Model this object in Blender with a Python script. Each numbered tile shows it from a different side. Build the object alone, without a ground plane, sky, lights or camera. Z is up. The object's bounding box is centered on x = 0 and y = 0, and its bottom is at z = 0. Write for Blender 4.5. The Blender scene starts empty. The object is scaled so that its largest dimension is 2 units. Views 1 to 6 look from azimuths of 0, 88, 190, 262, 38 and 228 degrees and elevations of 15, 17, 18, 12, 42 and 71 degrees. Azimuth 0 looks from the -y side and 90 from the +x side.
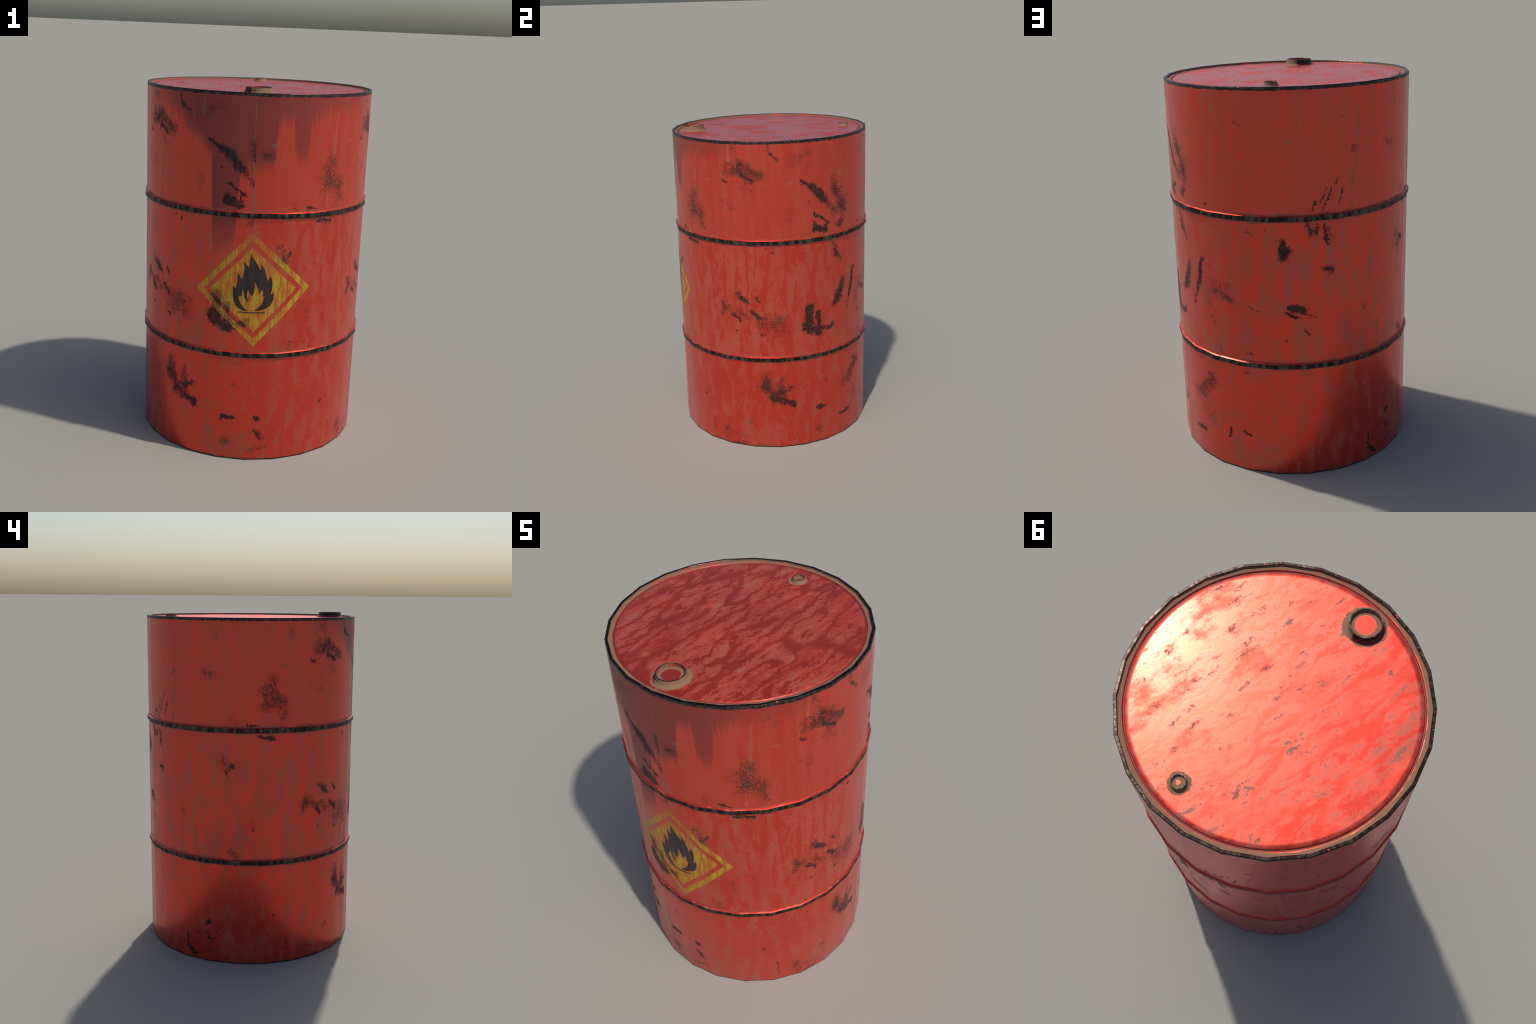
"""A worn red steel oil drum: 24-sided rolled shell, two rolling hoops, recessed lid
with a groove, two bungs, and a painted flame hazard diamond on the front."""
import bpy, bmesh, math
from mathutils import Vector

# ------------------------------------------------------------------ sizes (metres)
SIDES = 24
R = 0.6255               # corner radius of the rolled shell
Z_TOP = 1.980            # top of the rim
Z_LID = 1.970            # lid lies 1 cm below the rim
RIM_IN = 0.613
HOOP_Z = (0.613, 1.371)
HOOP_R = 0.6338
BUNG_AT = (0.0, -0.489)
VENT_AT = (0.0, 0.482)
K = R * math.pi / 180.0  # metres of shell per degree of azimuth
SCUFF_PERIOD = 234.5     # the scuff pattern repeats after this many degrees
FILM_PERIOD = 90.0       # the dust film repeats four times round the drum

# ------------------------------------------------------------------ worn places
# Each stroke of wear: azimuth, height -> azimuth, height (degrees from the front,
# metres), half width, strength (above 1 solid bare metal, about 0.5 a speckle).
SCUFFS_UNDER_LID = [
    (3, 1.69, 9.1, 1.67, 0.021, 0.45), (5.2, 1.673, 5.3, 1.672, 0.019, 0.5), (17.9, 1.439, 20.3, 1.408, 0.019, 0.52), 
    (26, 1.403, 30.9, 1.403, 0.006, 0.95), (26.9, 1.399, 27.1, 1.399, 0.01, 0.8), (34.6, 1.59, 35, 1.495, 0.029, 0.5), 
    (39.1, 1.648, 39.3, 1.533, 0.037, 0.62), (44.4, 1.535, 44.8, 1.448, 0.027, 0.62), (48.1, 1.907, 48.8, 1.873, 0.021, 0.5), 
    (60, 1.752, 62.8, 1.74, 0.0082, 0.9), (60.9, 1.627, 61, 1.626, 0.017, 0.5), (62.7, 1.805, 65.1, 1.79, 0.026, 0.6), 
    (65.3, 1.845, 69.9, 1.82, 0.027, 0.55), (65.7, 1.589, 65.7, 1.588, 0.024, 0.52), (66.4, 1.947, 68.6, 1.917, 0.019, 0.55), 
    (69.8, 1.806, 78.7, 1.753, 0.023, 0.6), (71.7, 1.786, 77.4, 1.743, 0.0088, 1), (71.9, 1.847, 83.1, 1.774, 0.022, 0.72), 
    (72.2, 1.725, 77.2, 1.685, 0.02, 0.5), (86.6, 1.942, 87.7, 1.905, 0.013, 0.75), (87.7, 1.905, 91.9, 1.873, 0.0074, 0.8), 
    (97.5, 1.853, 108.5, 1.909, 0.034, 0.5), (99.2, 1.546, 99.1, 1.49, 0.017, 0.5), (104.3, 1.736, 110.4, 1.695, 0.011, 1.2), 
    (109.6, 1.605, 109.6, 1.605, 0.0082, 0.8), (110.4, 1.698, 114.2, 1.669, 0.019, 1.3), (112.7, 1.531, 121.3, 1.467, 0.0076, 1.2), 
    (113, 1.477, 112.2, 1.435, 0.012, 1.2), (113.7, 1.44, 118.9, 1.421, 0.019, 1.4), (114.2, 1.669, 118.3, 1.614, 0.021, 1.3), 
    (118.3, 1.614, 126.8, 1.518, 0.022, 0.68), (121.3, 1.471, 118.9, 1.45, 0.007, 1.1), (125.1, 1.723, 126.8, 1.657, 0.029, 0.75), 
    (129.1, 1.646, 131, 1.556, 0.029, 0.6), (132, 1.464, 129.1, 1.43, 0.017, 0.75), (132.9, 1.574, 134, 1.514, 0.03, 0.6), 
    (147.3, 1.418, 147.4, 1.418, 0.0082, 1), (166.2, 1.827, 167.4, 1.808, 0.01, 0.6), (200.3, 1.451, 198.7, 1.406, 0.0052, 1), 
    (204.4, 1.505, 202.2, 1.44, 0.0033, 1), (206.7, 1.502, 203.4, 1.405, 0.0039, 1.1), (209.9, 1.545, 209.3, 1.526, 0.0052, 0.7), 
    (212.7, 1.835, 212.8, 1.834, 0.0039, 1), (212.9, 1.498, 210.9, 1.426, 0.0033, 1.1), (218.2, 1.687, 217.1, 1.668, 0.0092, 0.7),
]
SCUFFS_BETWEEN_HOOPS = [
    (13.2, 1.196, 16.2, 1.153, 0.023, 0.7), (15.1, 1.128, 16.4, 1.101, 0.011, 0.6), (18.1, 1.169, 18.2, 1.168, 0.0099, 1), 
    (18.5, 0.677, 20.7, 0.648, 0.024, 0.58), (28.3, 0.855, 29.5, 0.808, 0.017, 0.55), (30.9, 1.338, 40, 1.328, 0.0068, 0.9), 
    (32.2, 1.333, 40.5, 1.329, 0.008, 0.8), (57.9, 0.969, 57.1, 0.895, 0.017, 0.65), (60.6, 0.949, 64.1, 0.926, 0.024, 0.62), 
    (65.1, 0.9, 68, 0.875, 0.012, 1.1), (66.3, 0.796, 66.3, 0.795, 0.011, 0.9), (67.2, 1.045, 70, 1.009, 0.018, 0.8), 
    (69, 0.928, 72.1, 0.891, 0.021, 0.68), (70, 1.009, 74.2, 0.988, 0.012, 0.8), (75.4, 0.93, 79.9, 0.888, 0.012, 0.9), 
    (78.5, 1.022, 80.1, 0.995, 0.0089, 1), (80.6, 0.768, 80.7, 0.767, 0.0091, 1), (80.9, 0.872, 91.9, 0.87, 0.045, 0.58), 
    (82.8, 0.8, 91.7, 0.782, 0.045, 0.5), (84.8, 1.33, 84.9, 1.329, 0.0062, 0.9), (87.8, 1.311, 87.8, 1.31, 0.011, 0.95), 
    (106.7, 0.813, 114.4, 0.757, 0.026, 0.95), (109.1, 0.938, 108.2, 0.803, 0.035, 1.1), (114.7, 0.895, 115, 0.764, 0.014, 1.3), 
    (115.2, 0.788, 122.9, 0.781, 0.018, 0.85), (123.1, 0.789, 123.4, 0.79, 0.016, 0.9), (124.8, 0.805, 124.9, 0.804, 0.012, 0.9), 
    (125.5, 1.324, 127.7, 1.264, 0.021, 0.68), (127.2, 1.265, 131, 1.197, 0.016, 0.65), (129.7, 0.978, 124.8, 0.919, 0.015, 0.85), 
    (130.4, 1.012, 127.8, 0.947, 0.02, 0.85), (132.9, 1.074, 129.7, 0.978, 0.018, 0.85), (139.4, 0.965, 135.7, 0.866, 0.0062, 1), 
    (143, 1.125, 139.4, 0.965, 0.015, 1.2), (146.6, 0.916, 148.8, 0.818, 0.03, 0.5), (147.4, 1.019, 157.8, 1.011, 0.021, 0.52), 
    (148, 1.114, 148.1, 1.113, 0.018, 0.55), (150.8, 0.969, 161.4, 0.944, 0.021, 0.68), (151.7, 0.689, 153.3, 0.661, 0.022, 0.52), 
    (168, 0.919, 174.2, 0.899, 0.0036, 0.8), (169.1, 0.67, 169.2, 0.669, 0.015, 0.7), (169.6, 1.311, 171.4, 1.285, 0.004, 0.9), 
    (177.9, 1.319, 177.9, 1.319, 0.0059, 1), (185, 1.248, 185.6, 1.181, 0.022, 1.1), (185.2, 0.752, 185.2, 0.752, 0.0058, 1), 
    (185.8, 0.892, 190.4, 0.868, 0.0085, 1.2), (187.7, 1.216, 187.8, 1.215, 0.018, 1), (187.9, 0.922, 193.1, 0.912, 0.018, 1.4), 
    (193.4, 0.893, 199.3, 0.869, 0.0057, 1), (194.9, 0.799, 196.8, 0.778, 0.0065, 1), (196.8, 1.339, 197.9, 1.301, 0.016, 0.85), 
    (201.1, 1.335, 200.4, 1.291, 0.0066, 0.85), (203.3, 1.106, 206.7, 1.102, 0.014, 1), (203.9, 1.333, 204.9, 1.235, 0.0086, 0.9), 
    (206.2, 1.313, 205.5, 1.265, 0.013, 0.7), (223.9, 0.882, 224, 0.881, 0.022, 0.5),
]
SCUFFS_NEAR_GROUND = [
    (1.3, 0.047, 10, 0.08, 0.016, 0.55), (4.7, 0.172, 7.4, 0.124, 0.013, 0.8), (5.3, 0.242, 5.4, 0.24, 0.0088, 1.1), 
    (5.4, 0.239, 5.5, 0.238, 0.016, 1.1), (5.7, 0.151, 5.9, 0.15, 0.0089, 0.9), (40.8, 0.301, 40.9, 0.301, 0.013, 0.9), 
    (47.5, 0.158, 47.5, 0.069, 0.0049, 0.8), (57.1, 0.113, 56.8, 0.055, 0.026, 0.62), (61.8, 0.01, 68.1, 0.006, 0.011, 0.7), 
    (62, 0.068, 69.9, 0.062, 0.023, 0.55), (73.2, 0.176, 73.3, 0.175, 0.014, 0.7), (82.4, 0.497, 82.6, 0.425, 0.029, 0.72), 
    (82.6, 0.425, 87.7, 0.366, 0.031, 0.72), (87.3, 0.337, 93, 0.325, 0.023, 0.85), (91.8, 0.478, 92, 0.394, 0.02, 0.7), 
    (92.7, 0.385, 97.4, 0.414, 0.017, 0.75), (93, 0.325, 98.7, 0.298, 0.015, 1.1), (98.6, 0.311, 98.1, 0.282, 0.012, 1.2), 
    (113.6, 0.246, 117.8, 0.244, 0.013, 1.3), (115.2, 0.102, 115.2, 0.101, 0.031, 0.62), (119.2, 0.436, 119.3, 0.435, 0.014, 0.65), 
    (130.8, 0.152, 136.6, 0.15, 0.012, 0.9), (133, 0.363, 146.5, 0.464, 0.034, 0.5), (133.9, 0.152, 138.7, 0.147, 0.013, 0.9), 
    (138.9, 0.386, 143.5, 0.231, 0.041, 0.5), (145.5, 0.488, 145.7, 0.455, 0.031, 0.55), (156.5, 0.217, 155.4, 0.17, 0.01, 1.1), 
    (163.9, 0.22, 167.4, 0.211, 0.0093, 1), (166.5, 0.565, 166.6, 0.564, 0.01, 0.7), (206.2, 0.023, 206.2, 0.021, 0.014, 0.75), 
    (226.2, 0.154, 227.2, 0.061, 0.0071, 1.1), (227.2, 0.07, 231.4, 0.025, 0.015, 1.1), (232.2, 0.16, 234.5, 0.181, 0.0071, 0.9),
]
# Rivulets that washed the dust film off the paint (one 90 degree repeat).
RIVULETS = [
    (73.0, 1.343, 73.4, 1.171, .009, 1), (73.4, 1.171, 73.8, 1.068, .008, 1),
    (85.9, 1.304, 84.0, 1.118, .013, 1), (84.0, 1.118, 81.5, 0.937, .011, 1),
    (78.9, 1.290, 77.5, 1.159, .006, .9), (6.0, 1.249, 4.3, 1.124, .009, 1),
    (4.3, 1.124, 4.0, 0.953, .008, 1), (23.9, 1.305, 21.2, 1.151, .011, 1),
    (21.3, 1.151, 21.5, 1.004, .015, 1), (21.5, 1.004, 24.6, 0.873, .017, 1),
    (24.6, 0.873, 25.1, 0.779, .011, 1), (25.1, 0.779, 27.8, 0.671, .014, 1),
    (17.7, 1.227, 19.6, 1.106, .006, .9), (11.0, 1.127, 10.0, 1.015, .007, .9),
    (67.4, 1.214, 66.5, 1.090, .012, .8), (59.5, 1.204, 59.7, 1.014, .018, .8),
    (73.4, 1.062, 72.3, 0.908, .008, .9), (75.5, 1.049, 79.5, 0.825, .009, .9),
    (36.1, 1.059, 36.5, 0.955, .009, .9), (37.7, 0.912, 40.0, 0.825, .008, .9),
    (40.0, 0.825, 39.2, 0.728, .009, .9), (31.3, 0.909, 29.8, 0.856, .007, .9),
    (6.4, 0.815, 6.0, 0.630, .020, .8), (10.7, 1.052, 11.2, 0.989, .015, .8),
    (45.0, 1.330, 44.0, 1.100, .010, .8), (50.5, 1.250, 52.0, 0.980, .012, .8),
]
# Tan runs of dried dirt (one 90 degree repeat).
RUNS_UNDER_LID = [
    (41.2, 1.885, 40.0, 1.685, .012, .75), (40.0, 1.685, 37.4, 1.535, .013, .8),
    (37.4, 1.535, 37.0, 1.412, .010, .85), (37.0, 1.418, 37.0, 1.409, .012, 1.2),
    (65.1, 1.972, 64.7, 1.865, .009, .8), (64.7, 1.880, 64.7, 1.865, .011, 1.2),
    (59.8, 1.880, 60.1, 1.773, .004, .9), (60.1, 1.773, 61.7, 1.656, .004, .8),
    (61.7, 1.656, 65.0, 1.411, .004, .8), (7.6, 1.729, 8.9, 1.726, .008, 1.3),
    (8.9, 1.726, 9.9, 1.741, .007, 1.2), (49.5, 1.745, 51.5, 1.742, .010, .8),
    (76.0, 1.560, 78.0, 1.400, .005, .7),
]
RUNS_BETWEEN_HOOPS = [
    (52.0, 0.800, 53.0, 0.640, .008, .8), (58.5, 0.700, 58.8, 0.640, .006, .8),
    (9.0, 1.010, 9.2, 1.000, .014, .7),
]
RUNS_NEAR_GROUND = [
    (67.2, 0.180, 80.3, 0.068, .004, 1.1), (62.1, 0.321, 61.7, 0.199, .003, 1.0),
    (10.0, 0.060, 9.5, 0.010, .006, .9), (10.0, 0.062, 10.1, 0.058, .010, 1.2),
    (66.5, 0.190, 66.7, 0.188, .007, 1.1), (88.0, 0.140, 88.2, 0.138, .012, 1.0),
]
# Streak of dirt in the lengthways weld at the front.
SEAM_RUNS = [
    (-0.9, 1.645, -0.4, 1.504, .005, .8), (-0.4, 1.504, 0.1, 1.386, .010, .9),
    (0.1, 1.360, 0.15, 1.170, .005, .75), (-0.6, 1.975, -0.9, 1.700, .003, .7),
]
# Oil that ran down from the big bung: lower limit of the stain by azimuth.
LEAK_LIMIT = [
    (-64, 1.86), (-57, 1.90), (-47, 1.867), (-38, 1.817), (-33, 1.763), (-26, 1.713),
    (-21.0, 1.65), (-19.6, 1.17), (-13, 1.17), (-8.4, 1.22), (-7.2, 1.56), (0, 1.58),
    (8.3, 1.60), (10, 1.77), (11, 1.84), (17.2, 1.84), (18.6, 1.66), (24.8, 1.62),
    (25.8, 1.82), (38, 1.875), (62, 1.87), (64, 1.89),
]
# Outline of the painted flame, millimetres from (front line, z = 0.95).
FLAME = [(-13, -89), (-35, -89), (-57, -82), (-78, -60), (-90, -29), (-93, -2), (-93, 20),
    (-94, 42), (-87, 37), (-81, 28), (-78, 30), (-74, 45), (-70, 67), (-70, 85), (-72, 110),
    (-64, 104), (-54, 91), (-48, 80), (-42, 96), (-38, 119), (-36, 141), (-38, 159),
    (-41, 172), (-32, 167), (-21, 156), (-15, 145), (-11, 160), (-9, 183), (-7, 205),
    (-3, 223), (3, 205), (12, 190), (23, 175), (34, 156), (42, 140), (44, 130), (48, 140),
    (50, 152), (48, 161), (58, 154), (70, 134), (77, 112), (82, 87), (85, 75), (92, 83),
    (97, 94), (97, 104), (106, 89), (112, 69), (113, 47), (110, 24), (107, 6), (105, -1),
    (113, 6), (117, 16), (121, -1), (121, -21), (114, -44), (102, -62), (85, -73), (64, -83),
    (42, -87), (19, -86), (38, -76), (54, -60), (66, -39), (71, -21), (74, -7), (67, -8),
    (62, -10), (66, 6), (65, 20), (60, 30), (53, 19), (45, 8), (40, 1), (42, 15), (40, 28),
    (33, 46), (26, 62), (19, 73), (21, 55), (20, 32), (17, 10), (9, -8), (0, 2), (-8, 15),
    (-13, 27), (-17, 13), (-18, -6), (-15, -24), (-13, -39), (-20, -33), (-29, -18),
    (-34, -2), (-37, 14), (-40, 27), (-44, 15), (-45, 2), (-47, -12), (-55, -13), (-63, -13),
    (-59, -31), (-52, -49), (-40, -66), (-27, -80)]
SIGN_CENTRE = (0.0115, 0.973)
SIGN_TILT = math.radians(2.4)
SIGN_HALF = (0.309, 0.266, 0.231)   # half diagonals: border outside, inside, field

# ------------------------------------------------------------------ node helpers
class Nodes:
    def __init__(self, tree):
        self.t = tree

    def new(self, kind):
        return self.t.nodes.new(kind)

    def link(self, src, dst):
        if isinstance(src, (int, float)):
            dst.default_value = src
        elif isinstance(src, (tuple, list)):
            v = tuple(src)
            dst.default_value = v + (1.0,) if len(v) == 3 and len(dst.default_value) == 4 else v
        else:
            self.t.links.new(src, dst)

    def math(self, op, a, b=None, c=None, clamp=False):
        n = self.new("ShaderNodeMath")
        n.operation = op
        n.use_clamp = clamp
        for i, v in enumerate((a, b, c)):
            if v is not None:
                self.link(v, n.inputs[i])
        return n.outputs[0]

    def add(self, a, b, clamp=False): return self.math("ADD", a, b, clamp=clamp)
    def sub(self, a, b, clamp=False): return self.math("SUBTRACT", a, b, clamp=clamp)
    def mul(self, a, b, clamp=False): return self.math("MULTIPLY", a, b, clamp=clamp)
    def inv(self, a): return self.math("SUBTRACT", 1.0, a, clamp=True)

    def step(self, v, lo, hi, out_lo=0.0, out_hi=1.0):
        n = self.new("ShaderNodeMapRange")
        n.interpolation_type = "SMOOTHSTEP"
        self.link(v, n.inputs["Value"])
        for name, x in (("From Min", lo), ("From Max", hi), ("To Min", out_lo), ("To Max", out_hi)):
            self.link(x, n.inputs[name])
        return n.outputs["Result"]

    def ramp_range(self, v, lo, hi, out_lo=0.0, out_hi=1.0):
        n = self.new("ShaderNodeMapRange")
        self.link(v, n.inputs["Value"])
        for name, x in (("From Min", lo), ("From Max", hi), ("To Min", out_lo), ("To Max", out_hi)):
            self.link(x, n.inputs[name])
        return n.outputs["Result"]

    def mix(self, f, a, b):
        n = self.new("ShaderNodeMix")
        n.data_type = "RGBA"
        self.link(f, n.inputs[0])
        self.link(a, n.inputs[6])
        self.link(b, n.inputs[7])
        return n.outputs[2]

    def mixf(self, f, a, b):
        n = self.new("ShaderNodeMix")
        self.link(f, n.inputs[0])
        self.link(a, n.inputs[2])
        self.link(b, n.inputs[3])
        return n.outputs[0]

    def noise(self, vec, scale, detail=3.0, rough=0.55, distort=0.0):
        n = self.new("ShaderNodeTexNoise")
        self.link(vec, n.inputs["Vector"])
        n.inputs["Scale"].default_value = scale
        n.inputs["Detail"].default_value = detail
        n.inputs["Roughness"].default_value = rough
        n.inputs["Distortion"].default_value = distort
        return n.outputs["Fac"]

    def noise_vec(self, vec, scale, detail=3.0, rough=0.55):
        self.noise(vec, scale, detail, rough)
        return self.t.nodes[-1].outputs["Color"]

    def cells(self, vec, scale, feature="DISTANCE_TO_EDGE", rand=1.0):
        n = self.new("ShaderNodeTexVoronoi")
        n.feature = feature
        self.link(vec, n.inputs["Vector"])
        n.inputs["Scale"].default_value = scale
        n.inputs["Randomness"].default_value = rand
        return n.outputs["Distance"]

    def vec(self, x, y, z):
        n = self.new("ShaderNodeCombineXYZ")
        for i, v in enumerate((x, y, z)):
            self.link(v, n.inputs[i])
        return n.outputs[0]

    def xyz(self, v):
        n = self.new("ShaderNodeSeparateXYZ")
        self.link(v, n.inputs[0])
        return n.outputs[0], n.outputs[1], n.outputs[2]

    def scale(self, v, s):
        n = self.new("ShaderNodeVectorMath")
        n.operation = "MULTIPLY"
        self.link(v, n.inputs[0])
        n.inputs[1].default_value = s
        return n.outputs[0]

    def vadd(self, a, b):
        n = self.new("ShaderNodeVectorMath")
        n.operation = "ADD"
        self.link(a, n.inputs[0])
        self.link(b, n.inputs[1])
        return n.outputs[0]

    def position(self):
        return self.new("ShaderNodeTexCoord").outputs["Object"]

    def strokes(self, az, z, items, widen=1.0):
        out = 0.0
        for a1, z1, a2, z2, r, s in items:
            g = self.new("ShaderNodeGroup")
            g.node_tree = STROKE
            self.link(az, g.inputs["Azimuth"])
            self.link(z, g.inputs["Height"])
            self.link(out, g.inputs["Before"])
            for name, v in (("A1", a1), ("Z1", z1), ("A2", a2), ("Z2", z2),
                            ("Width", r * (widen if s < 0.9 else 1.0 + (widen - 1.0) * 0.4)), ("Strength", s)):
                g.inputs[name].default_value = v
            out = g.outputs[0]
        return out


def stroke_group():
    """Strength of one stroke of wear at a point, kept if above what came before."""
    t = bpy.data.node_groups.new("wear_stroke", "ShaderNodeTree")
    for name in ("Azimuth", "Height", "Before", "A1", "Z1", "A2", "Z2", "Width", "Strength"):
        t.interface.new_socket(name, in_out="INPUT", socket_type="NodeSocketFloat")
    t.interface.new_socket("Value", in_out="OUTPUT", socket_type="NodeSocketFloat")
    n = Nodes(t)
    i = n.new("NodeGroupInput").outputs
    # (the vanishing share of "Before" keeps the strokes in order, one after the other)
    px = n.mul(n.sub(n.math("MULTIPLY_ADD", i["Before"], 1e-7, i["Azimuth"]), i["A1"]), K)
    pz = n.sub(n.math("MULTIPLY_ADD", i["Before"], 1e-7, i["Height"]), i["Z1"])
    bx = n.mul(n.sub(i["A2"], i["A1"]), K)
    bz = n.sub(i["Z2"], i["Z1"])
    dot = n.math("MULTIPLY_ADD", px, bx, n.mul(pz, bz))
    ll = n.add(n.math("MULTIPLY_ADD", bx, bx, n.mul(bz, bz)), 1e-7)
    h = n.math("DIVIDE", dot, ll, clamp=True)
    dx = n.sub(px, n.mul(bx, h))
    dz = n.sub(pz, n.mul(bz, h))
    d2 = n.math("MULTIPLY_ADD", dx, dx, n.mul(dz, dz))
    w2 = n.mul(i["Width"], i["Width"])
    v = n.math("EXPONENT", n.mul(n.math("DIVIDE", d2, w2), -1.0))
    v = n.mul(v, i["Strength"], clamp=True)
    # neighbouring strokes add up
    v = n.math("MULTIPLY_ADD", v, n.sub(1.0, i["Before"]), i["Before"])
    n.link(v, n.new("NodeGroupOutput").inputs[0])
    return t


STROKE = stroke_group()

# Colours (linear)
PAINT = (0.80, 0.072, 0.044)
PAINT_DEEP = (0.73, 0.058, 0.035)
DUST = (0.30, 0.108, 0.066)
DIRT = (0.215, 0.118, 0.064)
BARE = (0.013, 0.007, 0.006)
BARE_DUST = (0.058, 0.042, 0.032)
OIL = (0.185, 0.032, 0.024)


class Surface:
    """Layers colour, metal and roughness together."""
    def __init__(self, n, colour, metal, rough):
        self.n, self.c, self.m, self.r = n, colour, metal, rough

    def over(self, f, colour, metal, rough):
        self.c = self.n.mix(f, self.c, colour)
        self.m = self.n.mixf(f, self.m, metal)
        self.r = self.n.mixf(f, self.r, rough)


def material(name, build, sheen=0.0):
    m = bpy.data.materials.new(name)
    m.use_nodes = True
    t = m.node_tree
    bsdf = t.nodes["Principled BSDF"]
    n = Nodes(t)
    s, bump = build(n)
    n.link(s.c, bsdf.inputs["Base Color"])
    n.link(s.m, bsdf.inputs["Metallic"])
    n.link(s.r, bsdf.inputs["Roughness"])
    if sheen:
        bsdf.inputs["Sheen Weight"].default_value = sheen
        bsdf.inputs["Sheen Roughness"].default_value = 0.45
        bsdf.inputs["Sheen Tint"].default_value = (1.0, 0.86, 0.80, 1.0)
    if bump is not None:
        b = n.new("ShaderNodeBump")
        b.inputs["Strength"].default_value = bump[1]
        b.inputs["Distance"].default_value = bump[2]
        n.link(bump[0], b.inputs["Height"])
        n.link(b.outputs[0], bsdf.inputs["Normal"])
    return m


METAL = 0.80
FILM = 0.56
PAINT_ROUGH = 0.27


def paint_base(n, p):
    grain = n.noise(p, 260, 2, 0.7)
    c = n.mix(n.step(grain, 0.38, 0.62), PAINT_DEEP, PAINT)
    return Surface(n, c, METAL, PAINT_ROUGH)


def dust_film(n, q, washed, level=0.0, scale=19.0):
    """Thin dried dust left in islands between washed channels, streaked along z of q."""
    warp = n.scale(n.vadd(n.noise_vec(q, 12, 2, .6), (-.5, -.5, -.5)), (.05, .05, .05))
    qw = n.vadd(q, warp)
    fine = n.noise(n.scale(qw, (1, 1, 1.4)), 75, 3, .68)
    n1 = n.noise(n.scale(qw, (1, 1, .30)), scale, 4, .6)
    n1 = n.add(n1, n.mul(n.sub(fine, .5), .42))
    island = n.step(n1, 0.465 + level, 0.505 + level)
    thick = n.step(n1, 0.47 + level, 0.68 + level, 0.55, 1.0)
    cover = n.mul(n.mul(island, thick), n.step(fine, .30, .50, .55, 1.0))
    # a drying line round each island
    line = n.inv(n.ramp_range(n.math("ABSOLUTE", n.sub(n1, 0.500 + level)), 0.0, 0.022))
    cover = n.add(cover, n.mul(line, 0.28), clamp=True)
    cover = n.mul(cover, n.inv(washed))
    return cover, fine, n1


def within(items, sector, period):
    """The strokes of wear that reach into a sector (from, to in degrees) of the drum."""
    lo, hi = sector
    kept = []
    for it in items:
        margin = 5.0 + 3.0 * it[4] / K
        a, b = min(it[0], it[2]) - margin, max(it[0], it[2]) + margin
        if any(a + k * period < hi and b + k * period > lo for k in range(-1, 5)):
            kept.append(it)
    return kept


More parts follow.
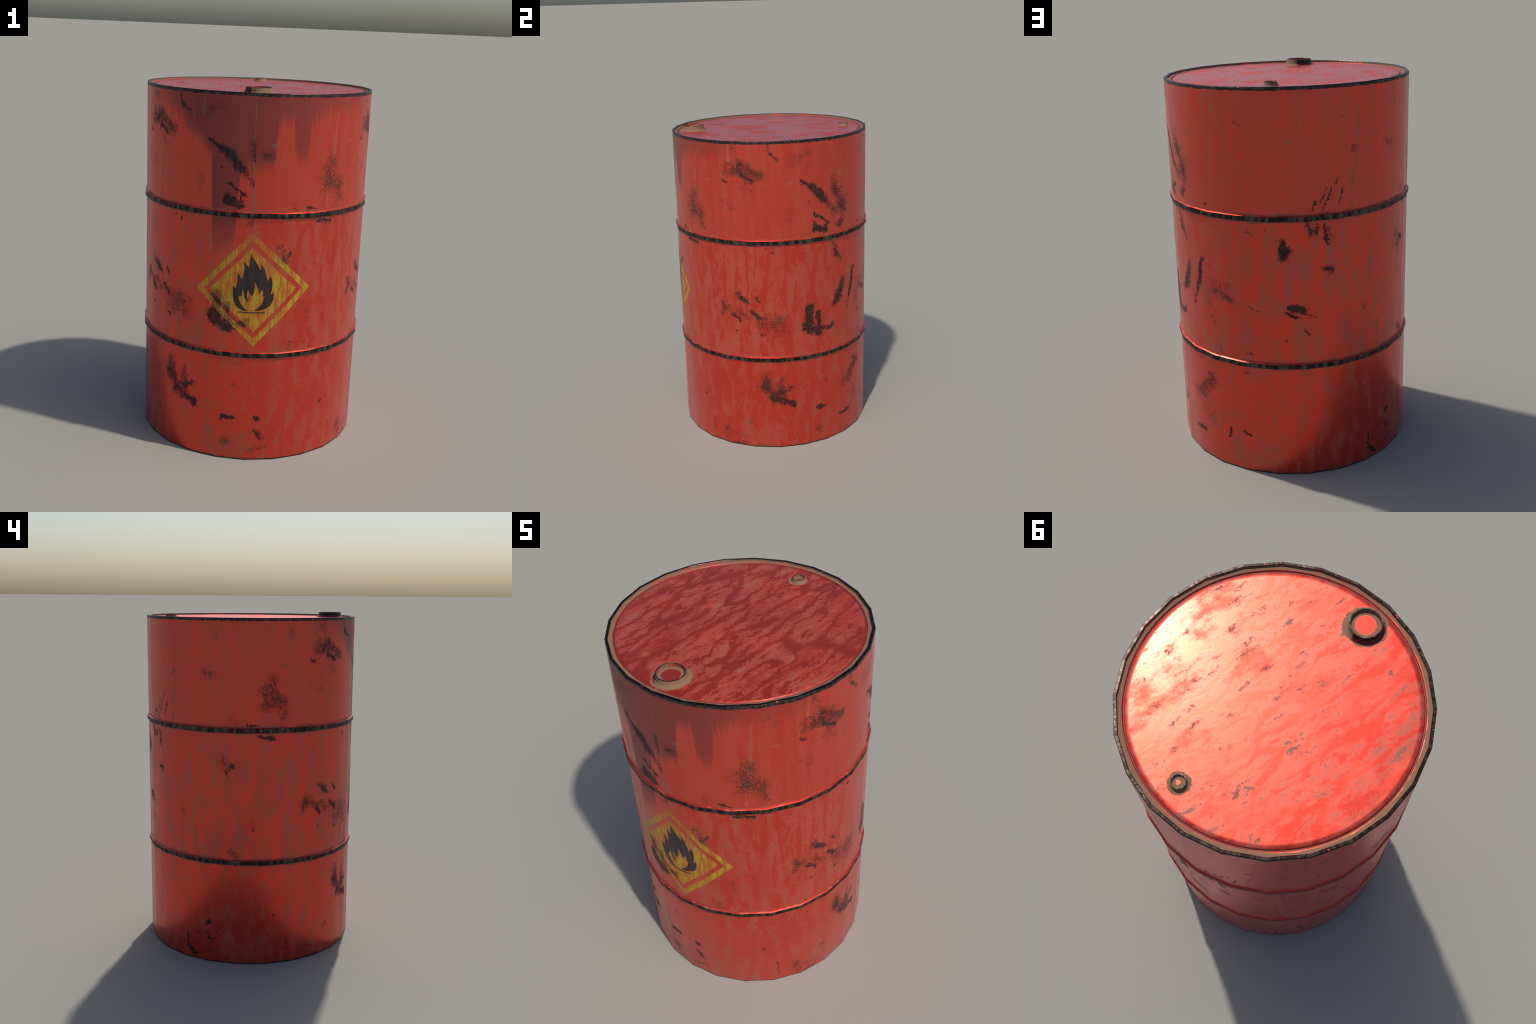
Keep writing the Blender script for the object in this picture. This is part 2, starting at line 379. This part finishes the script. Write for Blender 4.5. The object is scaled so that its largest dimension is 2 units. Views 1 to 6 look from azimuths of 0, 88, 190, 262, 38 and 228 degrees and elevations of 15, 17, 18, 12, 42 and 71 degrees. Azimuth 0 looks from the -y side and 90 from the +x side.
def shell_material(name, scuffs, runs, film_kind, rivulets=(), leak=False, seam=(),
                   sign=None, sector=(0, 360)):
    scuffs = within(scuffs, sector, SCUFF_PERIOD)
    runs = within(runs, sector, FILM_PERIOD)
    rivulets = within(rivulets, sector, FILM_PERIOD)
    front = sector[0] < 70 or sector[1] > 290
    leak, seam = leak and front, seam if front else ()

    def build(n):
        p = n.position()
        x, y, z = n.xyz(p)
        az = n.mul(n.math("ARCTAN2", x, n.mul(y, -1.0)), 180.0 / math.pi)   # -180..180
        az360 = n.math("FLOORED_MODULO", az, 360.0)
        s = paint_base(n, p)

        # --- dust film, repeating every quarter turn without a break
        a4 = n.mul(az, 4.0 * math.pi / 180.0)
        q = n.vec(n.mul(n.math("COSINE", a4), R / 4), n.mul(n.math("SINE", a4), R / 4), z)
        wob = n.sub(n.noise(n.scale(q, (1, 1, .6)), 14, 3), 0.5)
        azf = n.math("FLOORED_MODULO", n.add(az360, n.mul(wob, 2.6)), FILM_PERIOD)
        washed = n.step(n.strokes(azf, z, rivulets), 0.35, 0.65) if rivulets else 0.0
        level = {"even": -0.06, "cells": -0.02, "blotchy": 0.035}[film_kind]
        cover, fine, n1 = dust_film(n, q, washed, level)
        broad = n.noise(n.scale(q, (1, 1, .5)), 6, 2)
        if film_kind == "even":
            streak = n.noise(n.scale(q, (1, 1, .07)), 20, 3, 0.6)
            even = n.mul(n.step(streak, 0.30, 0.58), n.step(fine, 0.25, 0.6, .5, 1.0))
            cover = n.add(n.mul(cover, 0.25), n.mul(even, 0.40))
        cover = n.mul(cover, n.step(broad, 0.30, 0.56, 0.35, 1.0))
        cover = n.add(n.mul(cover, 0.88), 0.12)
        s.over(n.mul(cover, FILM), DUST, 0.0, 0.45)
        # tiny pale specks in the film
        s.over(n.mul(n.step(fine, 0.70, 0.76), 0.45), DIRT, 0.0, 0.8)

        # --- oil stain from the bung
        if leak:
            fine = n.noise(n.scale(p, (1, 1, .02)), 170, 2, .6)
            broad = n.noise(n.scale(p, (1, 1, .02)), 45, 2, .6)
            lo, hi = LEAK_LIMIT[0][0], LEAK_LIMIT[-1][0]
            curve = n.new("ShaderNodeFloatCurve")
            pts = [((a - lo) / (hi - lo), (h - 1.1) / 0.9) for a, h in LEAK_LIMIT]
            cm = curve.mapping.curves[0]
            while len(cm.points) < len(pts):
                cm.points.new(0.5, 0.5)
            for cp, xy in zip(cm.points, pts):
                cp.location = xy
                cp.handle_type = "VECTOR"
            curve.mapping.update()
            n.link(n.ramp_range(az, lo, hi), curve.inputs["Value"])
            limit = n.add(n.mul(curve.outputs[0], 0.9), 1.1)
            limit = n.add(limit, n.mul(n.sub(fine, 0.5), 0.16))
            limit = n.add(limit, n.mul(n.sub(broad, 0.5), 0.10))
            above = n.sub(z, limit)
            stain = n.step(above, -0.03, 0.07)
            window = n.mul(n.step(az, lo, lo + 1.0), n.inv(n.step(az, hi - 0.6, hi)))
            depth = n.mul(n.step(az, -62, -25, .35, 1.0), n.step(az, 8, 60, 1.0, .55))
            depth = n.mul(depth, n.step(z, 1.10, 1.45, 0.55, 1.0))
            s.over(n.mul(n.mul(stain, n.mul(window, depth)), 0.84), OIL, 0.25, 0.5)

        # --- tan runs of dirt
        dirt_n = n.noise(p, 70, 2, .6)
        if runs:
            v = n.strokes(azf, z, runs)
            v = n.step(n.add(v, n.mul(n.sub(dirt_n, .5), .8)), 0.45, 0.85)
            s.over(n.mul(v, 0.50), DIRT, 0.0, 0.8)

        # --- scuffs to bare dark steel
        wx, wy, wz = n.xyz(n.noise_vec(p, 26, 3, .7))
        azs = n.math("MULTIPLY_ADD", n.sub(wx, .5), 5.6, n.math("FLOORED_MODULO", az360, SCUFF_PERIOD))
        zs = n.math("MULTIPLY_ADD", n.sub(wy, .5), 0.062, z)
        v = n.strokes(azs, zs, scuffs, 1.6)
        tooth = n.noise(p, 160, 3, .8)
        deep = n.step(v, 0.42, 0.95, 0.66, 1.0)
        v = n.math("MULTIPLY_ADD", n.sub(tooth, 0.5), 2.6, v)
        v = n.math("MULTIPLY_ADD", n.sub(wz, 0.5), 1.3, v)
        scuff = n.mul(n.step(v, 0.50, 0.72), deep)
        # loose pinholes everywhere, in drifts
        drift = n.step(n.noise(p, 6, 1), 0.44, 0.64)
        scuff = n.math("MAXIMUM", scuff, n.mul(n.mul(n.step(tooth, 0.62, 0.68), drift), .85))
        bare = n.mix(n.mul(n.step(n.add(wz, n.mul(n.sub(fine, .5), .6)), 0.47, 0.64), .75), BARE, BARE_DUST)
        bare_c = bare

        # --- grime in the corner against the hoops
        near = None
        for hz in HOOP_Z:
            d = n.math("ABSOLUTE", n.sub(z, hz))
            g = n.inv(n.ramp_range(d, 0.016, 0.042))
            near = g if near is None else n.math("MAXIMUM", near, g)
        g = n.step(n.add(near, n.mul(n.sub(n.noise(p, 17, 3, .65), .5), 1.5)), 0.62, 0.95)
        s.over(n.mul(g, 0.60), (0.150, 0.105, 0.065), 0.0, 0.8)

        if seam:
            v = n.strokes(n.add(az, n.mul(wob, 0.5)), z, seam)
            v = n.step(n.add(v, n.mul(n.sub(dirt_n, .5), .6)), 0.25, 0.75)
            s.over(n.mul(v, 0.70), (0.16, 0.110, 0.070), 0.0, 0.8)

        # --- painted sign, worn in vertical brush streaks
        if sign == "yellow":
            brush = n.noise(n.scale(p, (1, 1, .09)), 95, 4, .7)
            fade = n.step(z, 1.08, 1.28, 0.0, 0.16)
            paint = n.step(n.sub(brush, fade), 0.40, 0.58, 0.22, 0.95)
            hue = n.mix(n.step(n.noise(p, 30, 3), .4, .6), (0.56, 0.40, 0.012), (0.47, 0.34, 0.018))
            s.over(paint, hue, 0.25, 0.5)
        if sign == "black":
            s.over(0.985, n.mix(n.step(n.noise(n.scale(p, (1, 1, .15)), 40, 3), .40, .60),
                               (0.014, 0.013, 0.013), (0.030, 0.021, 0.020)), 0.1, 0.42)
        else:
            keep = 0.55 if sign == "yellow" else 0.95
            s.over(n.mul(scuff, keep), bare_c, 0.45, 0.7)

        # --- bare steel along the top and bottom edges
        rag = n.mul(n.sub(n.noise(p, 45, 4, .7), 0.5), 0.016)
        edge = n.math("MAXIMUM", n.step(n.add(z, rag), 1.9625, 1.9645),
                      n.inv(n.step(n.add(z, rag), 0.004, 0.007)))
        worn = n.mix(n.step(n.noise(p, 60, 4, .7), 0.45, 0.62), (0.020, 0.013, 0.011), (0.080, 0.062, 0.048))
        s.over(edge, worn, 0.55, 0.45)
        height = n.add(n.mul(cover, 0.4), n.mul(scuff, -0.8))
        return s, (height, 0.25, 0.002)
    return material(name, build, 0.0 if sign else 0.05)


def bare_steel(name, dark=(0.016, 0.009, 0.008), light=(0.095, 0.078, 0.060), fleck=None, metal=0.7, rough=0.5):
    def build(n):
        p = n.position()
        x, y, z = n.xyz(p)
        az = n.math("ARCTAN2", x, n.mul(y, -1.0))
        q = n.vec(n.mul(n.math("COSINE", az), R), n.mul(n.math("SINE", az), R), n.mul(z, 0.35))
        v = n.noise(q, 38, 5, .7)
        c = n.mix(n.step(v, 0.44, 0.60), dark, light)
        s = Surface(n, c, metal, rough)
        if fleck:
            f = n.step(n.noise(p, 60, 3, .7), 0.61, 0.66)
            s.over(n.mul(f, n.step(n.noise(p, 9, 2), .48, .64)), fleck, 0.6, 0.45)
            red = n.step(n.noise(p, 40, 3, .7), 0.66, 0.72)
            s.over(red, PAINT, METAL, 0.4)
        return s, (v, 0.12, 0.001)
    return material(name, build)


def hoop_slope_material():
    def build(n):
        p = n.position()
        s = paint_base(n, p)
        g = n.step(n.noise(p, 16, 4, .65), 0.50, 0.66)
        s.over(n.mul(g, 0.55), (0.150, 0.105, 0.065), 0.0, 0.8)
        return s, None
    return material("worn_hoop_slope", build)


def lid_material():
    def build(n):
        p = n.position()
        x, y, z = n.xyz(p)
        s = paint_base(n, p)
        r = n.math("SQRT", n.math("MULTIPLY_ADD", x, x, n.mul(y, y)))
        # dust film, streaked along y
        q = n.vec(n.add(x, n.mul(y, -0.12)), 0.31, n.mul(y, 1.0))
        wob = n.sub(n.noise(n.vec(x, y, 0.0), 5, 3), 0.5)
        big = n.cells(n.vec(n.add(n.mul(x, 1.0), n.mul(wob, .14)), n.mul(y, 0.22), 0.7), 7.5)
        washed = n.inv(n.step(big, 0.02, 0.075))
        cover, fine, n1 = dust_film(n, q, washed, -0.04, 26.0)
        broad = n.step(n.noise(n.vec(x, n.mul(y, .3), 0.0), 6, 3), 0.34, 0.55, 0.40, 1.0)
        cover = n.mul(cover, broad)
        s.over(n.mul(cover, 0.56), DUST, 0.0, 0.42)
        thick = n.mul(n.step(n1, .55, .66), n.step(n.noise(n.vec(x, n.mul(y, .45), 0.0), 12, 3), .44, .58))
        s.over(n.mul(thick, .55), (0.15, 0.085, 0.06), 0.0, .8)
        s.r = n.add(s.r, n.mul(n.step(n.noise(n.vec(x, n.mul(y, .5), 2.0), 8, 4, .65), .46, .68), .22))
        dots = n.mul(n.step(n.noise(n.vec(x, n.mul(y, .6), 0.0), 85, 3, .6), 0.66, 0.72),
                     n.step(n.noise(p, 7, 2), .46, .6))
        s.over(n.mul(dots, .7), BARE_DUST, 0.0, .8)
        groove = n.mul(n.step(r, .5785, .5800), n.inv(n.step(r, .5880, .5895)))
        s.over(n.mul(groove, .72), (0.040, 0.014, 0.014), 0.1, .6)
        # dirt lying in the corner against the rim
        ring = n.ramp_range(r, 0.584, 0.599)
        blob = n.add(n.mul(n.sub(n.noise(p, 26, 4, .6), .5), 1.1), n.mul(n.sub(n.noise(p, 5, 2), .5), 1.4))
        d = n.step(n.add(ring, n.mul(blob, .55)), 0.42, 0.52)
        d = n.mul(d, n.step(r, 0.588, 0.592))
        # and round the two bungs
        for (bx, by), r0, r1 in ((BUNG_AT, 0.080, 0.100), (VENT_AT, 0.036, 0.056)):
            dx, dy = n.sub(x, bx), n.sub(y, by)
            rr = n.math("SQRT", n.math("MULTIPLY_ADD", dx, dx, n.mul(dy, dy)))
            rr = n.add(rr, n.mul(n.sub(n.noise(p, 24, 3, .6), .5), 0.035))
            rr = n.add(rr, n.mul(n.sub(n.noise(p, 90, 2, .6), .5), 0.008))
            d = n.math("MAXIMUM", d, n.inv(n.step(rr, (r0 + r1) / 2 - .002, (r0 + r1) / 2 + .004)))
        s.over(n.mul(d, 0.97), DIRT, 0.0, 0.85)
        return s, (cover, 0.06, 0.001)
    return material("lid_paint", build)


def bung_material(name, floor_z, spot, inner, rim_z, blackened):
    def build(n):
        p = n.position()
        x, y, z = n.xyz(p)
        s = Surface(n, n.mix(n.step(n.noise(p, 40, 3), .4, .6), DIRT, (0.215, 0.125, 0.070)), 0.0, 0.85)
        r = n.math("SQRT", n.math("MULTIPLY_ADD", x, x, n.mul(y, y)))
        if blackened:
            az = n.mul(n.math("ARCTAN2", x, n.mul(y, -1.0)), 180 / math.pi)
            az = n.math("FLOORED_MODULO", az, 360.0)
            side = n.step(az, 180.0, 180.6)
            rag = n.add(n.mul(n.sub(n.noise(p, 55, 4, .75), .5), 170.0), az)
            side = n.mul(side, n.inv(n.step(rag, 312, 345)))
            side = n.mul(side, n.step(r, 0.0652, 0.0660))
            black = n.mix(n.step(n.noise(p, 60, 4, .7), .45, .62), (0.018, 0.010, 0.010), (0.050, 0.032, 0.026))
            low = n.inv(n.step(n.add(z, n.mul(n.sub(n.noise(p, 60, 3), .5), .008)), 1.979, 1.983))
            black = n.mix(low, black, (0.16, 0.016, 0.012))
            s.over(side, black, 0.5, 0.45)
        # red paint left in the middle of the recess
        inside = n.inv(n.step(n.add(r, n.mul(n.sub(n.noise(p, 70, 4, .65), .5), .016)), spot - .002, spot + .002))
        s.over(inside, PAINT, METAL, PAINT_ROUGH)
        # orange-red wall inside, bare lip
        wall = n.mul(n.step(z, floor_z + .002, floor_z + .005), n.step(n.noise(p, 22, 3), .44, .56))
        wall = n.mul(wall, n.inv(n.step(r, inner + .0008, inner + .0014)))
        s.over(n.mul(wall, .8), (0.42, 0.060, 0.025), .4, .5)
        lip = n.step(n.add(z, n.mul(n.sub(n.noise(p, 90, 3, .7), .5), .003)), rim_z - .0022, rim_z - .0014)
        lipc = n.mix(n.step(n.noise(p, 70, 3, .7), .5, .6), (0.020, 0.013, 0.012), (0.16, 0.115, 0.09))
        s.over(lip, lipc, .6, .4)
        return s, None
    return material(name, build)


# ------------------------------------------------------------------ mesh helpers
def add_object(name, bm_or_mesh, mats, parent, location=(0, 0, 0), kind_smooth=True):
    if isinstance(bm_or_mesh, bmesh.types.BMesh):
        me = bpy.data.meshes.new(name)
        bm_or_mesh.to_mesh(me)
        bm_or_mesh.free()
    else:
        me = bm_or_mesh
    for m in mats:
        me.materials.append(m)
    ob = bpy.data.objects.new(name, me)
    bpy.context.scene.collection.objects.link(ob)
    ob.parent = parent
    ob.location = location
    return ob


def turn(profile, sides, slot=None, close_top=False, close_bottom=False, phase=0.0, sharp=32.0):
    """Turned (lathe) mesh: profile is a list of (radius, height)."""
    bm = bmesh.new()
    rings = []
    for r, z in profile:
        rings.append([bm.verts.new((r * math.sin(phase + 2 * math.pi * i / sides),
                                    -r * math.cos(phase + 2 * math.pi * i / sides), z))
                      for i in range(sides)])
    for k in range(len(rings) - 1):
        a, b = rings[k], rings[k + 1]
        for i in range(sides):
            j = (i + 1) % sides
            f = bm.faces.new((a[i], a[j], b[j], b[i]))
            f.smooth = True
            if slot:
                f.material_index = slot(k)
        # crease where the profile turns sharply
    for k in range(1, len(profile) - 1):
        v0 = Vector((profile[k][0] - profile[k-1][0], profile[k][1] - profile[k-1][1]))
        v1 = Vector((profile[k+1][0] - profile[k][0], profile[k+1][1] - profile[k][1]))
        if math.degrees(v0.angle(v1)) > sharp:
            for i in range(sides):
                e = bm.edges.get((rings[k][i], rings[k][(i + 1) % sides]))
                e.smooth = False
    for flag, ring, flip in ((close_bottom, rings[0], True), (close_top, rings[-1], False)):
        if flag:
            f = bm.faces.new(list(reversed(ring)) if flip else ring)
            if slot:
                f.material_index = slot(0 if flip else len(rings) - 2)
            f.smooth = False
    return bm


def facet_radius(angle):
    """Distance from the axis to the flat-sided shell at an angle."""
    half = math.pi / SIDES
    a = (angle % (2 * half)) - half
    return R * math.cos(half) / math.cos(a)


def painted_patch(name, loops, material_, parent, lift):
    """A patch of paint with some thickness laid on the flat-sided shell.
    loops: closed outlines (arc length from the front line, height); later ones are holes."""
    bm = bmesh.new()
    edges = []
    for lp in loops:
        vs = [bm.verts.new((s, h, 0.0)) for s, h in lp]
        edges += [bm.edges.new((vs[i], vs[(i + 1) % len(vs)])) for i in range(len(vs))]
    bmesh.ops.triangle_fill(bm, edges=edges, use_beauty=True, use_dissolve=False)
    step = R * 2 * math.pi / SIDES
    for k in range(-3, 4):           # cut where the shell bends
        bmesh.ops.bisect_plane(bm, geom=bm.verts[:] + bm.edges[:] + bm.faces[:],
                               plane_co=(k * step, 0, 0), plane_no=(1, 0, 0), dist=1e-6)
    bmesh.ops.triangulate(bm, faces=bm.faces[:])
    for f in bm.faces:
        if f.normal.z < 0:
            f.normal_flip()
    rim = [e for e in bm.edges if e.is_boundary]
    top = set(bm.verts)
    ext = bmesh.ops.extrude_edge_only(bm, edges=rim)
    low = {v for v in ext["geom"] if isinstance(v, bmesh.types.BMVert)}
    for v in bm.verts:
        a = v.co.x / R
        r = facet_radius(a) + (lift if v not in low else -0.002)
        v.co = (r * math.sin(a), -r * math.cos(a), v.co.y)
    bmesh.ops.recalc_face_normals(bm, faces=bm.faces[:])
    me = bpy.data.meshes.new(name)
    bm.to_mesh(me)
    bm.free()
    for poly in me.polygons:
        poly.use_smooth = True
    nor = [Vector((v.co.x, v.co.y, 0)).normalized() for v in me.vertices]
    me.normals_split_custom_set_from_vertices(nor)
    return add_object(name, me, [material_], parent)


def diamond(half):
    c, s = math.cos(SIGN_TILT), math.sin(SIGN_TILT)
    pts = []
    corners = [(0, half), (-half, 0), (0, -half), (half, 0)]
    for i in range(4):
        x0, y0 = corners[i]
        x1, y1 = corners[(i + 1) % 4]
        for k in range(12):
            t = k / 12
            x, y = x0 + (x1 - x0) * t, y0 + (y1 - y0) * t
            pts.append((SIGN_CENTRE[0] + c * x - s * y, SIGN_CENTRE[1] + s * x + c * y))
    return pts


# ------------------------------------------------------------------ build
drum = bpy.data.objects.new("oil_drum", None)
bpy.context.scene.collection.objects.link(drum)
drum["label"] = "worn red steel oil drum with flame hazard diamond"
drum["category"] = "oil drum"

COURSES = (("near_ground", SCUFFS_NEAR_GROUND, RUNS_NEAR_GROUND, "blotchy", (), False, ()),
           ("between_hoops", SCUFFS_BETWEEN_HOOPS, RUNS_BETWEEN_HOOPS, "cells", RIVULETS, True, SEAM_RUNS),
           ("under_lid", SCUFFS_UNDER_LID, RUNS_UNDER_LID, "even", (), True, SEAM_RUNS))
SECTORS = 8
shell_paints = []
for course, scuffs, runs, film, rivs, leak, seam in COURSES:
    for k in range(SECTORS):
        span = (k * 360 / SECTORS, (k + 1) * 360 / SECTORS)
        shell_paints.append(shell_material("drum_paint_" + course, scuffs, runs, film, rivs, leak, seam,
                                           sector=span))
steel = bare_steel("worn_steel")
rim_steel = bare_steel("rim_steel", light=(0.042, 0.032, 0.027), fleck=(0.26, 0.175, 0.135), metal=0.92, rough=0.34)

# rolled shell, three courses of paint wear
h0, h1 = HOOP_Z
shell = turn([(R - .001, 0.0), (R, 0.003), (R, h0), (R, h1), (R, Z_TOP - .003)], SIDES)
for f in shell.faces:
    c = f.calc_center_median()
    course = 0 if c.z < h0 else 1 if c.z < h1 else 2
    turn_part = (math.atan2(c.x, -c.y) / (2 * math.pi)) % 1.0
    f.material_index = course * SECTORS + int(turn_part * SECTORS)
add_object("shell", shell, shell_paints, drum)

# rim: chamfer, flat lip, inner wall down to the lid
def rim_wall_material():
    def build(n):
        p = n.position()
        s = Surface(n, n.mix(n.step(n.noise(p, 30, 3), .4, .6), DIRT, (0.19, 0.105, 0.06)), 0.0, .85)
        f = n.step(n.add(n.noise(p, 12, 4, .65), 0.0), 0.54, 0.62)
        s.over(n.mul(f, .85), PAINT, METAL, .42)
        return s, None
    return material("rim_wall_dirt", build)

add_object("rim", turn([(R, Z_TOP - .003), (R - .0025, Z_TOP), (RIM_IN, Z_TOP), (RIM_IN - .002, Z_TOP - .002),
                        (RIM_IN - .003, Z_LID - .001)], SIDES,
                       slot=lambda k: (0, 0, 0, 1)[k], sharp=25),
           [rim_steel, rim_wall_material()], drum)


def lid_mesh():
    """Round groove and field, outer edge following the flat-sided rim."""
    seg = 96
    bm = bmesh.new()
    edge_r = RIM_IN - .0025
    half = math.pi / SIDES
    def poly_r(a):
        return edge_r * math.cos(half) / math.cos((a % (2 * half)) - half)
    prof = [(0.560, 0), (0.5780, 0), (0.5792, -.0012), (0.5805, -.0060), (0.5870, -.0060),
            (0.5885, -.0012), (0.5900, 0), (None, 0)]
    rings = []
    for r, dz in prof:
        ring = []
        for i in range(seg):
            a = 2 * math.pi * i / seg
            rr = poly_r(a) if r is None else r
            ring.append(bm.verts.new((rr * math.sin(a), -rr * math.cos(a), Z_LID + dz)))
        rings.append(ring)
    for a, b in zip(rings, rings[1:]):
        for i in range(seg):
            j = (i + 1) % seg
            bm.faces.new((a[j], a[i], b[i], b[j])).smooth = True
    bm.faces.new(rings[0]).smooth = True
    bmesh.ops.recalc_face_normals(bm, faces=bm.faces[:])
    return bm

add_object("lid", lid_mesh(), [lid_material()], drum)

# base plate, set up inside the bottom edge
add_object("base_plate", turn([(R - .001, 0.0), (R - .012, 0.0), (R - .015, 0.010)], SIDES, close_top=True),
           [steel], drum)

# rolling hoops
slope = hoop_slope_material()
for hz in HOOP_Z:
    prof = [(R - .002, -.0160), (R + .003, -.0155), (HOOP_R, -.0130), (HOOP_R, 0.0110),
            (R + .002, 0.0145), (R - .002, 0.0155)]
    add_object("hoop", turn([(r, z + hz) for r, z in prof], SIDES,
                            slot=lambda k: (1, 0, 0, 1, 1)[k], sharp=25), [steel, slope], drum)

# bungs
bung = add_object("bung", turn([(.0855, 1.9695), (.0790, 1.9720), (.0725, 1.9780), (.0695, 1.9850),
                                (.0688, 1.9985), (.0678, 2.0), (.0636, 2.0), (.0626, 1.9990),
                                (.0620, 1.9840)], 16, close_top=True, phase=math.pi / 16),
                  [bung_material("bung_dirt", 1.984, 0.0435, 0.0626, 2.0, True)], drum,
                  (BUNG_AT[0], BUNG_AT[1], 0))
vent = add_object("vent_bung", turn([(.0400, 1.9695), (.0360, 1.9720), (.0325, 1.9780),
                                     (.0312, 1.9868), (.0304, 1.9880), (.0275, 1.9880), (.0270, 1.9870),
                                     (.0265, 1.9780)], 16, close_top=True, phase=math.pi / 16),
                  [bung_material("vent_bung_dirt", 1.978, 0.0090, 0.0265, 1.988, False)], drum,
                  (VENT_AT[0], VENT_AT[1], 0))

# hazard sign
def on_sign(item):
    lo, hi = min(item[0], item[2]), max(item[0], item[2])
    return (hi > 92 and lo < 130) or lo < 34

sign_scuffs = [i for i in SCUFFS_BETWEEN_HOOPS if on_sign(i)]
yellow = shell_material("sign_yellow", sign_scuffs, (), "cells", leak=True, seam=SEAM_RUNS, sign="yellow")
black = shell_material("sign_black", [], (), "cells", sign="black")
sign = painted_patch("hazard_sign", [diamond(SIGN_HALF[2])], yellow, drum, 0.0008)
painted_patch("sign_border", [diamond(SIGN_HALF[0]), diamond(SIGN_HALF[1])], yellow, sign, 0.0008)
flame = [(x / 1000, 0.95 + y / 1000) for x, y in FLAME]
painted_patch("flame", [flame], black, sign, 0.0016)
painted_patch("sign_underline", [[(x, h) for h, xs in ((0.8485, (-.064, -.03, .01, .045, .079)),) for x in xs]
                                 + [(x, 0.8540) for x in (.079, .045, .01, -.03, -.064)]], black, sign, 0.0016)
